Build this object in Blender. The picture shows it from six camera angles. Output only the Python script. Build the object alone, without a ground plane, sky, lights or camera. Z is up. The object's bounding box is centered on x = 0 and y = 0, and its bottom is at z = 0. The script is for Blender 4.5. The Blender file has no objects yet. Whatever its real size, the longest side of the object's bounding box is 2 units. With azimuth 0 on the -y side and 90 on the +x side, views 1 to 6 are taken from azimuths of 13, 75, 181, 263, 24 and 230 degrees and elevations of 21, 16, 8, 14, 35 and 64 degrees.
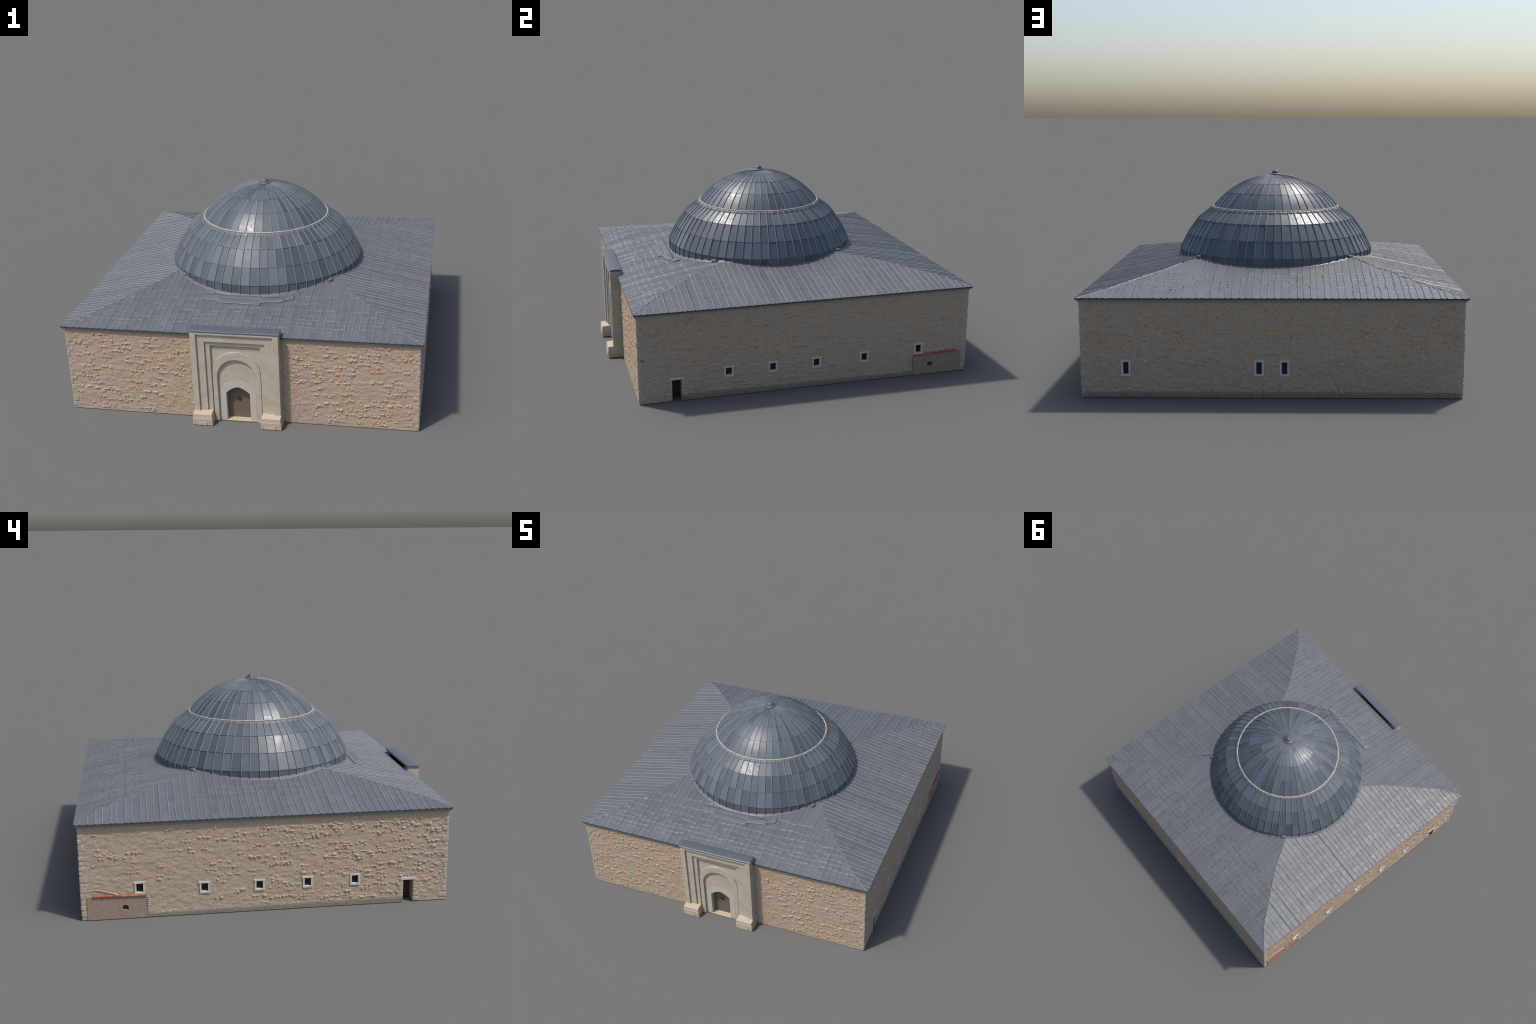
import bpy, bmesh, math, random
import numpy as np
from mathutils import Vector, noise as mnoise

RNG = random.Random(7)
NP = np.random.default_rng(7)

# ------------------------------------------------------------------ frame sizes
WX, WY0, WY1 = 0.9525, -0.908, 0.9825       # wall planes
WALL_TOP = 0.487
EX, EY0, EY1 = 0.9705, -0.9228, 0.9990       # eaves
EZ = 0.506
DCX, DCY = 0.0, -0.0045                  # dome axis

# ------------------------------------------------------------------ scene helpers
def link(obj):
    bpy.context.scene.collection.objects.link(obj)
    return obj

def empty(name, parent=None):
    o = link(bpy.data.objects.new(name, None))
    o.empty_display_size = 0.1
    if parent: o.parent = parent
    return o

def mesh_obj(name, verts, faces, mats, parent=None, smooth=False, mat_ids=None, kind=None):
    me = bpy.data.meshes.new(name)
    me.from_pydata([tuple(v) for v in verts], [], [tuple(f) for f in faces])
    if not isinstance(mats, (list, tuple)): mats = [mats]
    for m in mats: me.materials.append(m)
    if mat_ids is not None:
        me.polygons.foreach_set("material_index", np.asarray(mat_ids, dtype=np.int32))
    if smooth:
        me.polygons.foreach_set("use_smooth", np.ones(len(me.polygons), dtype=bool))
    me.update()
    o = link(bpy.data.objects.new(name, me))
    if parent: o.parent = parent
    if kind: o["kind"] = kind
    return o

def fix_normals(o):
    bm = bmesh.new(); bm.from_mesh(o.data)
    bmesh.ops.recalc_face_normals(bm, faces=bm.faces)
    bm.to_mesh(o.data); bm.free()

def bevel(o, w, seg=2, angle=0.6):
    m = o.modifiers.new("bevel", 'BEVEL'); m.width = w; m.segments = seg
    m.limit_method = 'ANGLE'; m.angle_limit = angle
    return o

def box(name, x0, x1, y0, y1, z0, z1, mat, parent, bev=0.0):
    v = [(x, y, z) for x in (x0, x1) for y in (y0, y1) for z in (z0, z1)]
    f = [(0, 1, 3, 2), (4, 6, 7, 5), (0, 4, 5, 1), (2, 3, 7, 6), (0, 2, 6, 4), (1, 5, 7, 3)]
    o = mesh_obj(name, v, f, mat, parent)
    fix_normals(o)
    if bev: bevel(o, bev)
    return o

def extrude_xz(name, pts, y0, y1, mat, parent, bev=0.0):
    """closed outline in x,z pushed from y0 (front) to y1 (back)"""
    bm = bmesh.new()
    vs = [bm.verts.new((x, y0, z)) for x, z in pts]
    f = bm.faces.new(vs)
    r = bmesh.ops.extrude_face_region(bm, geom=[f])
    for g in r['geom']:
        if isinstance(g, bmesh.types.BMVert): g.co.y = y1
    bmesh.ops.recalc_face_normals(bm, faces=bm.faces)
    me = bpy.data.meshes.new(name); bm.to_mesh(me); bm.free()
    me.materials.append(mat)
    o = link(bpy.data.objects.new(name, me)); o.parent = parent
    if bev: bevel(o, bev)
    return o

def vnoise(x, y, z=0.0):
    return mnoise.noise(Vector((x, y, z)))

# ------------------------------------------------------------------ material helpers
def new_mat(name):
    m = bpy.data.materials.new(name); m.use_nodes = True
    nt = m.node_tree
    for n in list(nt.nodes): nt.nodes.remove(n)
    out = nt.nodes.new("ShaderNodeOutputMaterial")
    b = nt.nodes.new("ShaderNodeBsdfPrincipled")
    nt.links.new(b.outputs[0], out.inputs[0])
    return m, nt, b

def N(nt, kind, **kw):
    n = nt.nodes.new(kind)
    for k, v in kw.items():
        if k in n.inputs.keys(): n.inputs[k].default_value = v
        else: setattr(n, k, v)
    return n

def noise_tex(nt, vec, scale, detail=3.0, rough=0.6):
    n = N(nt, "ShaderNodeTexNoise")
    n.inputs["Scale"].default_value = scale
    n.inputs["Detail"].default_value = detail
    n.inputs["Roughness"].default_value = rough
    nt.links.new(vec, n.inputs["Vector"])
    return n.outputs["Fac"]

def coords(nt, scale=(1, 1, 1)):
    t = nt.nodes.new("ShaderNodeTexCoord")
    mp = nt.nodes.new("ShaderNodeMapping")
    mp.inputs["Scale"].default_value = scale
    nt.links.new(t.outputs["Object"], mp.inputs["Vector"])
    return mp.outputs["Vector"]

def ramp(nt, fac, stops):
    r = nt.nodes.new("ShaderNodeValToRGB")
    e = r.color_ramp.elements
    while len(e) < len(stops): e.new(0.5)
    for k, (p, c) in zip(e, stops):
        k.position = p
        k.color = (c, c, c, 1) if isinstance(c, (int, float)) else (*c, 1)
    nt.links.new(fac, r.inputs["Fac"])
    return r.outputs["Color"]

def mix(nt, fac, a, b, mode='MIX'):
    n = nt.nodes.new("ShaderNodeMix"); n.data_type = 'RGBA'; n.blend_type = mode
    for i, v in ((0, fac), (6, a), (7, b)):
        if isinstance(v, (int, float)): n.inputs[i].default_value = v
        elif isinstance(v, tuple): n.inputs[i].default_value = (*v, 1)
        else: nt.links.new(v, n.inputs[i])
    return n.outputs[2]

def bump(nt, bsdf, height, strength, dist):
    b = nt.nodes.new("ShaderNodeBump")
    b.inputs["Strength"].default_value = strength
    b.inputs["Distance"].default_value = dist
    nt.links.new(height, b.inputs["Height"])
    nt.links.new(b.outputs[0], bsdf.inputs["Normal"])

def mat_masonry(name, base, pale, ochre, ochre_amt, grain=0.18, bmp=0.35):
    m, nt, b = new_mat(name)
    co = coords(nt); big = coords(nt, (1, 1, 1.6))
    c = mix(nt, ramp(nt, noise_tex(nt, big, 40, 4, .7), [(0.36, 0.0), (0.64, 1.0)]), base, pale)
    o = ramp(nt, noise_tex(nt, big, 85, 3, 0.65), [(0.535, 0.0), (0.67, ochre_amt)])
    c = mix(nt, o, c, ochre)
    pep = ramp(nt, noise_tex(nt, co, 170, 3, 0.8), [(0.42, 0.0), (0.60, 0.7)])
    c = mix(nt, pep, c, tuple(0.72 * v + 0.28 * q for v, q in zip(pale, (0.37, 0.36, 0.35))))
    fl = ramp(nt, noise_tex(nt, big, 160, 3, 0.7), [(0.60, 0.0), (0.72, ochre_amt)])
    c = mix(nt, fl, c, ochre)
    g = ramp(nt, noise_tex(nt, co, 420, 2, 0.8), [(0.3, 1.0 - 2.4 * grain), (0.7, 1.0 + 1.2 * grain)])
    c = mix(nt, 1.0, c, g, 'MULTIPLY')
    nt.links.new(c, b.inputs["Base Color"])
    b.inputs["Roughness"].default_value = 0.9
    b.inputs["Specular IOR Level"].default_value = 0.2
    bump(nt, b, noise_tex(nt, co, 330, 3, 0.7), bmp, 0.002)
    return m

def mat_lead(name, tone, rough, var=0.10, streak=(60, 60, 8), rand=0.16, spec=0.5, stain=0.25):
    m, nt, b = new_mat(name)
    co = coords(nt); st = coords(nt, streak)
    info = nt.nodes.new("ShaderNodeObjectInfo")
    k = ramp(nt, info.outputs["Random"], [(0.0, 1 - rand), (1.0, 1 + rand)])
    c = mix(nt, 1.0, tone, k, 'MULTIPLY')
    s = ramp(nt, noise_tex(nt, st, 3.0, 3), [(0.3, 1 - var), (0.7, 1 + var)])
    c = mix(nt, 1.0, c, s, 'MULTIPLY')
    d = ramp(nt, noise_tex(nt, co, 14, 4, 0.65), [(0.48, 0.0), (0.75, stain)])
    c = mix(nt, d, c, (tone[0] * 1.25 + .03, tone[1] * 1.18 + .025, tone[2] * 1.05 + .015))
    nt.links.new(c, b.inputs["Base Color"])
    r = ramp(nt, noise_tex(nt, co, 40, 3), [(0.3, rough - 0.06), (0.7, rough + 0.08)])
    nt.links.new(r, b.inputs["Roughness"])
    b.inputs["Specular IOR Level"].default_value = spec
    bump(nt, b, noise_tex(nt, co, 120, 3, 0.6), 0.12, 0.001)
    return m

def mat_limestone(name, base, pale, stain, joints=True):
    m, nt, b = new_mat(name)
    co = coords(nt)
    t = nt.nodes.new("ShaderNodeTexCoord")
    sep = nt.nodes.new("ShaderNodeSeparateXYZ"); nt.links.new(t.outputs["Object"], sep.inputs[0])
    cmb = nt.nodes.new("ShaderNodeCombineXYZ")
    add = N(nt, "ShaderNodeMath", operation='ADD')
    nt.links.new(sep.outputs[0], add.inputs[0]); nt.links.new(sep.outputs[1], add.inputs[1])
    nt.links.new(add.outputs[0], cmb.inputs[0]); nt.links.new(sep.outputs[2], cmb.inputs[1])
    br = nt.nodes.new("ShaderNodeTexBrick")
    br.inputs["Scale"].default_value = 1.0
    br.inputs["Brick Width"].default_value = 0.052
    br.inputs["Row Height"].default_value = 0.030
    br.inputs["Mortar Size"].default_value = 0.0006
    br.inputs["Mortar Smooth"].default_value = 0.3
    br.inputs["Color1"].default_value = (*base, 1); br.inputs["Color2"].default_value = (*pale, 1)
    br.inputs["Mortar"].default_value = (base[0] * .93, base[1] * .91, base[2] * .88, 1)
    nt.links.new(cmb.outputs[0], br.inputs["Vector"])
    c = br.outputs["Color"] if joints else mix(nt, noise_tex(nt, co, 20), base, pale)
    s = ramp(nt, noise_tex(nt, co, 32, 4, 0.7), [(0.50, 0.0), (0.72, 0.75)])
    c = mix(nt, s, c, stain)
    g = ramp(nt, noise_tex(nt, co, 380, 2, 0.8), [(0.3, 0.86), (0.7, 1.08)])
    c = mix(nt, 1.0, c, g, 'MULTIPLY')
    nt.links.new(c, b.inputs["Base Color"])
    b.inputs["Roughness"].default_value = 0.85
    b.inputs["Specular IOR Level"].default_value = 0.25
    bump(nt, b, noise_tex(nt, co, 260, 3), 0.15, 0.001)
    return m

def mat_plain(name, col, rough, grain=0.12, scale=120, spec=0.4, squash=(1, 1, 1), metallic=0.0):
    m, nt, b = new_mat(name)
    co = coords(nt, squash)
    g = ramp(nt, noise_tex(nt, co, scale, 3, 0.7), [(0.3, 1 - grain), (0.7, 1 + grain)])
    nt.links.new(mix(nt, 1.0, col, g, 'MULTIPLY'), b.inputs["Base Color"])
    b.inputs["Roughness"].default_value = rough
    b.inputs["Metallic"].default_value = metallic
    b.inputs["Specular IOR Level"].default_value = spec
    bump(nt, b, noise_tex(nt, co, scale, 3), 0.2, 0.001)
    return m

def mat_brickwork(name):
    m, nt, b = new_mat(name)
    t = nt.nodes.new("ShaderNodeTexCoord")
    sep = nt.nodes.new("ShaderNodeSeparateXYZ"); nt.links.new(t.outputs["Object"], sep.inputs[0])
    cmb = nt.nodes.new("ShaderNodeCombineXYZ")
    nt.links.new(sep.outputs[1], cmb.inputs[0]); nt.links.new(sep.outputs[2], cmb.inputs[1])
    br = nt.nodes.new("ShaderNodeTexBrick")
    br.inputs["Scale"].default_value = 1.0
    br.inputs["Brick Width"].default_value = 0.012
    br.inputs["Row Height"].default_value = 0.0045
    br.inputs["Mortar Size"].default_value = 0.0007
    br.inputs["Color1"].default_value = (0.31, 0.20, 0.15, 1); br.inputs["Color2"].default_value = (0.27, 0.19, 0.15, 1)
    br.inputs["Mortar"].default_value = (0.25, 0.20, 0.165, 1)
    nt.links.new(cmb.outputs[0], br.inputs["Vector"])
    co = coords(nt)
    c = mix(nt, ramp(nt, noise_tex(nt, co, 60, 4, .7), [(0.42, 0.0), (0.62, 0.85)]), br.outputs["Color"], (0.33, 0.255, 0.185))
    g = ramp(nt, noise_tex(nt, co, 420, 2, .8), [(0.3, 0.7), (0.7, 1.15)])
    nt.links.new(mix(nt, 1.0, c, g, 'MULTIPLY'), b.inputs["Base Color"])
    b.inputs["Roughness"].default_value = 0.9
    bump(nt, b, br.outputs["Fac"], -0.3, 0.001)
    return m

M_WALL = mat_masonry("rubble_mortar", (0.445, 0.336, 0.230), (0.485, 0.397, 0.302), (0.53, 0.295, 0.13), 0.75, .27)
M_STONE = [mat_masonry("stone_cream", (0.46, 0.365, 0.27), (0.50, 0.42, 0.335), (0.46, 0.29, 0.15), 0.4, .14),
           mat_masonry("stone_tan", (0.44, 0.335, 0.235), (0.48, 0.39, 0.30), (0.49, 0.27, 0.12), 0.5, .16),
           mat_masonry("stone_grey", (0.40, 0.325, 0.255), (0.45, 0.39, 0.325), (0.40, 0.27, 0.16), 0.3, .16)]
M_BRICK = [mat_plain("brick_orange", (0.51, 0.225, 0.10), 0.9, 0.35, 260, 0.2),
           mat_plain("brick_red", (0.44, 0.215, 0.115), 0.9, 0.35, 260, 0.2),
           mat_plain("brick_ochre", (0.48, 0.29, 0.145), 0.9, 0.35, 260, 0.2)]
M_PLINTH = mat_masonry("damp_plinth", (0.185, 0.155, 0.115), (0.27, 0.235, 0.185), (0.24, 0.19, 0.11), 0.4, .28)
M_QUOIN = mat_masonry("quoin_stone", (0.43, 0.34, 0.25), (0.47, 0.405, 0.325), (0.47, 0.31, 0.16), 0.5, .18)
M_CORN = mat_limestone("cornice_stone", (0.32, 0.27, 0.21), (0.36, 0.31, 0.25), (0.30, 0.24, 0.17), False)
M_LIME = mat_limestone("portal_limestone", (0.42, 0.36, 0.29), (0.47, 0.425, 0.365), (0.43, 0.325, 0.20))
M_LIME_PALE = mat_limestone("pale_limestone", (0.46, 0.42, 0.37), (0.50, 0.46, 0.41), (0.44, 0.38, 0.30), False)
M_PED = mat_limestone("pedestal_stone", (0.44, 0.355, 0.26), (0.48, 0.405, 0.315), (0.45, 0.325, 0.20), False)
M_PED_BAND = mat_limestone("pedestal_band", (0.46, 0.42, 0.37), (0.48, 0.44, 0.39), (0.46, 0.38, 0.29), False)
M_FRAME = mat_limestone("window_frame_stone", (0.50, 0.46, 0.41), (0.55, 0.52, 0.48), (0.46, 0.40, 0.33), False)
M_ROOF = [mat_lead("roof_lead_%d" % i, (0.099 * k, 0.107 * k, 0.120 * k), 0.47, 0.10, (40, 40, 40), 0.06)  # base colour tinted blue for reflected sky, dome_lead likewise
          for i, k in enumerate((0.95, 1.0, 1.035, 1.08))]
M_ROLL = mat_lead('roll_lead', (0.170, 0.175, 0.178), 0.34, 0.12, (40, 40, 40), 0.08)  # lightened lead: paints the bright sunlit lines along east and west rolls
M_ROLL_DULL = mat_lead('roll_lead_dull', (0.140, 0.146, 0.152), 0.5, 0.12, (40, 40, 40), 0.12)  # tone set between, since north and south rolls catch less sun
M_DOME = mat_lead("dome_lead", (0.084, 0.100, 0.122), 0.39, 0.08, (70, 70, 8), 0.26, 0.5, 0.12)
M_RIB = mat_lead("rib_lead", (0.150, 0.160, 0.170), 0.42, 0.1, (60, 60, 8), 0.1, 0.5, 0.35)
M_FLASH = mat_lead("flashing_lead", (0.112, 0.121, 0.134), 0.48, 0.1, (40, 40, 40), 0.1, 0.5, 0.5)
M_FASCIA = mat_lead('fascia_lead', (0.045, 0.053, 0.066), 0.5, 0.08, (40, 40, 40), 0.05)
M_CAP = mat_lead("cap_lead", (0.082, 0.094, 0.112), 0.45, 0.06, (90, 6, 6), 0.0)
M_MORTAR = mat_plain("lime_bead", (0.36, 0.345, 0.30), 0.9, 0.3, 70, 0.2)
M_WOOD = mat_plain("weathered_wood", (0.150, 0.116, 0.090), 0.75, 0.22, 60, 0.3, (6, 6, .35))
M_WOOD_DARK = mat_plain("dark_wood", (0.075, 0.048, 0.033), 0.7, 0.3, 60, 0.3, (6, 6, .4))
M_IRON = mat_plain("iron", (0.022, 0.022, 0.024), 0.6, 0.1, 80)
M_GLASS = mat_plain("dark_pane", (0.008, 0.009, 0.012), 0.25, 0.1, 30, 0.5)
M_TILE = [mat_plain("clay_tile_%d" % i, c, 0.8, 0.2, 150, 0.3) for i, c in
          enumerate([(0.33, 0.095, 0.055), (0.25, 0.08, 0.05), (0.36, 0.13, 0.08)])]
M_BRICKWORK = mat_brickwork("brickwork")
M_SLATE = mat_plain("slate_plaque", (0.12, 0.14, 0.14), 0.7, 0.1, 80)
M_DARK = mat_plain("interior_dark", (0.03, 0.026, 0.022), 0.9, 0.1, 30)

# ------------------------------------------------------------------ root
ROOT = empty("domed_stone_mosque")
ROOT["label"] = "square rubble stone mosque with ribbed grey lead dome and portal"
ROOT["category"] = "mosque"

# ================================================================== WALLS
STEP = 0.0031
R = 0.005
def perimeter():
    """list of (x, y, nx, ny, side) walked counter-clockwise from the south-west corner"""
    P = []
    def seg(a, b, n, side):
        L = math.dist(a, b); k = max(2, int(L / STEP))
        for i in range(k + 1):
            t = i / k
            P.append((a[0] + (b[0] - a[0]) * t, a[1] + (b[1] - a[1]) * t, n[0], n[1], side))
    def arc(c, a0, s0, s1):
        for i in (1, 2, 3):
            a = a0 + math.pi / 2 * i / 4
            P.append((c[0] + R * math.cos(a), c[1] + R * math.sin(a), math.cos(a), math.sin(a), s0 if i < 2 else s1))
    x, y0, y1 = WX, WY0, WY1
    seg((-x + R, y0), (x - R, y0), (0, -1), 0); arc((x - R, y0 + R), -math.pi / 2, 0, 1)
    seg((x, y0 + R), (x, y1 - R), (1, 0), 1);   arc((x - R, y1 - R), 0, 1, 2)
    seg((x - R, y1), (-x + R, y1), (0, 1), 2);  arc((-x + R, y1 - R), math.pi / 2, 2, 3)
    seg((-x, y1 - R), (-x, y0 + R), (-1, 0), 3); arc((-x + R, y0 + R), math.pi, 3, 0)
    return P

PER = perimeter()
px = np.array([p[0] for p in PER]); py = np.array([p[1] for p in PER])
nx = np.array([p[2] for p in PER]); ny = np.array([p[3] for p in PER])
side = np.array([p[4] for p in PER])
NZ = int(WALL_TOP / STEP) + 1
zz = np.linspace(0.0, WALL_TOP, NZ)
H = np.zeros((len(PER), NZ))
ds = np.r_[0, np.cumsum(np.hypot(np.diff(px), np.diff(py)))]     # arc length
TOTAL = ds[-1] + math.hypot(px[0] - px[-1], py[0] - py[-1])

def s_of(sd, c):
    """arc length of a point on a side: c = x for north/south, y for east/west"""
    k = np.where(side == sd)[0]
    v = px[k] if sd in (0, 2) else py[k]
    return ds[k[np.argmin(np.abs(v - c))]]

# gentle swell of the mortar (mirrored left to right, like the stones)
for j in range(len(PER)):
    ax, ay = abs(px[j]), py[j]
    for k in range(NZ):
        z = zz[k]
        a = vnoise(ax * 9 + 3, ay * 9, z * 14)
        b = vnoise(ax * 30 + 9, ay * 30, z * 55)
        c = vnoise(ax * 62 + 5, ay * 62, z * 110)
        H[j, k] = 0.0016 * a + 0.0016 * b + 0.0016 * max(0, c)
H += NP.normal(0, 0.00012, H.shape)

# openings: (side, centre, half width, z0, z1)
WIN_SIDE = [(-0.418, .109, .171), (-0.170, .109, .171), (0.080, .108, .170), (0.361, .111, .174), (0.688, .125, .191)]
WIN_BACK = [0.7275, 0.063, -0.064]
OPEN = [(0, 0.0, 0.215, 0.0, 0.487)]
for sd in (1, 3):
    for c, z0, z1 in WIN_SIDE: OPEN.append((sd, c, 0.0205, z0 + .006, z1 - .008))
    OPEN.append((sd, -0.7025, 0.0255, 0.0, 0.121))
    OPEN.append((sd, .7625, 0.0145, 0.048, 0.070))
for c in WIN_BACK: OPEN.append((2, c, 0.018, 0.116, 0.186))
KEEP = [(sd, c, hw + (.0 if sd == 0 else .016), z0 - .01, z1 + .012) for sd, c, hw, z0, z1 in OPEN]
KEEP += [(1, .80, .145, 0, .122), (3, .80, .145, 0, .122)]        # brick panel

def blocked(sd, c, z, a, b):
    for s2, c2, hw, z0, z1 in KEEP:
        if s2 == sd and abs(c - c2) < hw + a and z0 - b < z < z1 + b: return True
    return False

def raise_lump(sd, c, z, a, b, h, rot, sharp):
    """one stone swelling out of the wall: half sizes a, b, height h"""
    s0 = s_of(sd, c)
    dsv = (ds - s0 + TOTAL / 2) % TOTAL - TOTAL / 2
    js = np.where(np.abs(dsv) < a * 1.5)[0]; ks = np.where(np.abs(zz - z) < max(b, a * abs(math.sin(rot)) + b) * 1.5)[0]
    if len(js) == 0 or len(ks) == 0: return
    u = dsv[js][:, None] * (1 if sd in (0, 1) else -1); w = (zz[ks] - z)[None, :]
    if sd in (0,) and c < 0 or sd == 3 or (sd == 2 and c < 0): rot = -rot
    ur = u * math.cos(rot) + w * math.sin(rot); wr = -u * math.sin(rot) + w * math.cos(rot)
    q = (np.abs(ur / a) ** 2.5 + np.abs(wr / b) ** 2.5)
    f = h * np.clip(1 - q, 0, 1) ** (sharp + .35)
    sub = H[np.ix_(js, ks)]
    H[np.ix_(js, ks)] = sub + f * (f > 0) * np.clip(1 - sub / .009, 0, 1)

def surf(sd, c, z, lift=0.0):
    s0 = s_of(sd, c); j = int(np.argmin(np.abs(ds - s0))); k = int(np.clip(round(z / WALL_TOP * (NZ - 1)), 0, NZ - 1))
    h = H[j, k] + lift
    if sd == 0: return (c, WY0 - h, z)
    if sd == 2: return (c, WY1 + h, z)
    return ((WX + h) if sd == 1 else (-WX - h), c, z)

LUMPS = {0: [], 1: [], 2: [], 3: []}
def side_density(y, z):
    d = 0.30 + 0.9 * max(0, min(1, (-0.25 - y) / .45)) + .45 * math.exp(-((y + .15) / .3) ** 2)
    if y > .35: d *= .7
    if z < .2 and y > .1: d *= .45
    return d
rows = [0.018 + 0.0125 * i for i in range(38)]
def sow(sd, n, lo, hi, dens):
    made = tries = 0
    while made < n and tries < n * 30:
        tries += 1
        c = RNG.uniform(lo, hi); z = RNG.choice(rows) + RNG.uniform(-.003, .003)
        if RNG.random() > dens(c, z): continue
        run = RNG.choice([1, 1, 2, 2, 3, 4])
        for i in range(run):
            a = RNG.uniform(.0045, .0095); b = RNG.uniform(.0036, .0060); h = RNG.uniform(.0016, .0056)
            if RNG.random() < .10: a *= 1.7; b *= 1.5
            if RNG.random() < .08: a = RNG.uniform(.011, .022); b = RNG.uniform(.0020, .0034); h *= .6
            if z > .468 or not lo < c < hi: break
            if not blocked(sd, c, z, a, b):
                rot = RNG.gauss(0, .22)
                LUMPS[sd].append((c, z, a, b, h, rot, RNG.uniform(.45, .8))); made += 1
                if sd in (0, 2) and not blocked(sd, -c, z, a, b): LUMPS[sd].append((-c, z, a, b, h, rot, .6))
                if sd == 1: LUMPS[3].append((c, z, a, b, h, rot, .6))
            c += a * 2.1 + RNG.uniform(-.001, .008); z += RNG.uniform(-.0035, .0035)
sow(0, 300, .24, .925, lambda c, z: .8)
sow(1, 640, -.87, .925, side_density)
sow(2, 300, .0, .925, lambda c, z: .6)
for sd in LUMPS:
    for L in LUMPS[sd]:
        k = 0.75 if sd == 2 else 1.0
        raise_lump(sd, L[0], L[1], L[2], L[3], L[4] * k, L[5], L[6])
# the foot of the wall runs in slightly, the head meets the cornice flat
fade = np.clip((WALL_TOP - zz) / 0.02, 0, 1) * (0.35 + 0.65 * np.clip(zz / 0.02, 0, 1))
H *= fade[None, :]

def build_walls():
    n = len(PER)
    X = px[:, None] + nx[:, None] * H; Y = py[:, None] + ny[:, None] * H
    co = np.empty((n, NZ, 3)); co[..., 0] = X; co[..., 1] = Y; co[..., 2] = zz[None, :]
    hole = np.zeros((n, NZ - 1), bool)
    zc = (zz[1:] + zz[:-1]) / 2
    nxt = (np.arange(n) + 1) % n
    mx = (px + px[nxt]) / 2; my = (py + py[nxt]) / 2
    for sd, c, hw, z0, z1 in OPEN:
        v = mx if sd in (0, 2) else my
        on = (np.abs(v - c) < hw) & (side == sd)
        hole |= on[:, None] & ((zc > z0 - 1e-4) & (zc < z1))[None, :]
    objs = []
    for sd in range(4):
        js = np.where(side == sd)[0]
        faces = []
        used = {}
        verts = []
        def vid(j, k):
            key = (j, k)
            if key not in used:
                used[key] = len(verts); verts.append(co[j, k])
            return used[key]
        for j in js:
            j2 = nxt[j]
            for k in range(NZ - 1):
                if hole[j, k]: continue
                faces.append((vid(j, k), vid(j2, k), vid(j2, k + 1), vid(j, k + 1)))
        o = mesh_obj("wall", verts, faces, M_WALL, ROOT, smooth=True)
        objs.append(o)
    return objs
WALLS = build_walls()

# stones and brick fragments: thin domed caps that follow the wall relief
def caps(name, sd, items, mats, parent):
    verts, faces, ids = [], [], []
    K = 11
    for c, z, a, b, lift, rot, mid in items:
        base = len(verts); ph = RNG.random() * 9
        if sd == 3 or (sd in (0, 2) and c < 0): rot = -rot
        verts.append(surf(sd, c, z, lift))
        for ring, (rr, ll) in enumerate(((.5, lift * .95), (.82, lift * .7), (1.06, -.0010))):
            for i in range(K):
                t = 2 * math.pi * i / K
                w = rr * (1 + .18 * math.sin(2 * t + ph) * .6 + .12 * math.sin(3 * t + 2 * ph))
                u = a * w * math.copysign(abs(math.cos(t)) ** .75, math.cos(t)); v = b * w * math.copysign(abs(math.sin(t)) ** .75, math.sin(t))
                cu = c + u * math.cos(rot) - v * math.sin(rot); cz = z + u * math.sin(rot) + v * math.cos(rot)
                verts.append(surf(sd, cu, min(max(cz, .001), WALL_TOP - .001), ll))
        flip = sd in (2, 3) and True
        for i in range(K):
            i2 = (i + 1) % K
            fs = [(base, base + 1 + i, base + 1 + i2)]
            for r in (0, 1):
                o1, o2 = base + 1 + r * K, base + 1 + (r + 1) * K
                fs.append((o1 + i, o2 + i, o2 + i2, o1 + i2))
            for f in fs:
                faces.append(f[::-1] if sd in (2, 3) else f); ids.append(mid)
    if not verts: return
    return mesh_obj(name, verts, faces, mats, parent, smooth=True, mat_ids=ids, kind="stuff")

# bricks sown by mirrored halves too
BRICKS = {0: [], 1: [], 2: [], 3: []}
def sow_brick(sd, n, lo, hi, dens, sizes, tones):
    made = tries = 0
    while made < n and tries < n * 40:
        tries += 1
        c = RNG.uniform(lo, hi); z = RNG.uniform(.03, .472)
        if RNG.random() > dens(c, z): continue
        a = RNG.uniform(*sizes); b = a * RNG.uniform(.45, .85)
        if blocked(sd, c, z, a, b): continue
        it = (c, z, a, b, RNG.uniform(.0006, .0014), RNG.gauss(0, .25), RNG.choice(tones))
        BRICKS[sd].append(it); made += 1
        if sd in (0, 2) and not blocked(sd, -c, z, a, b): BRICKS[sd].append((-c,) + it[1:])
        if sd == 1: BRICKS[3].append(it)
def band_noise(c, z, f=7, o=0.0): return max(0.05, .5 + 1.6 * vnoise(c * f + o, z * f * 1.6, o))
sow_brick(0, 165, .24, .945, lambda c, z: band_noise(c, z, 7, 2) + (.25 if z > .3 else 0), (.0040, .0082), [0, 0, 0, 1, 1, 2])
sow_brick(1, 400, -.9, .93, lambda c, z: (.35 + side_density(c, z)) * (.4 + 1.1 * max(0, z - .1) / .3), (.0028, .0065), [0, 1, 2, 2, 2])
sow_brick(2, 320, 0, .92, lambda c, z: band_noise(c, z, 6, 5) * (.35 + .9 * min(1, z / .35)), (.0042, .0095), [0, 2, 2, 2, 1])
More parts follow.
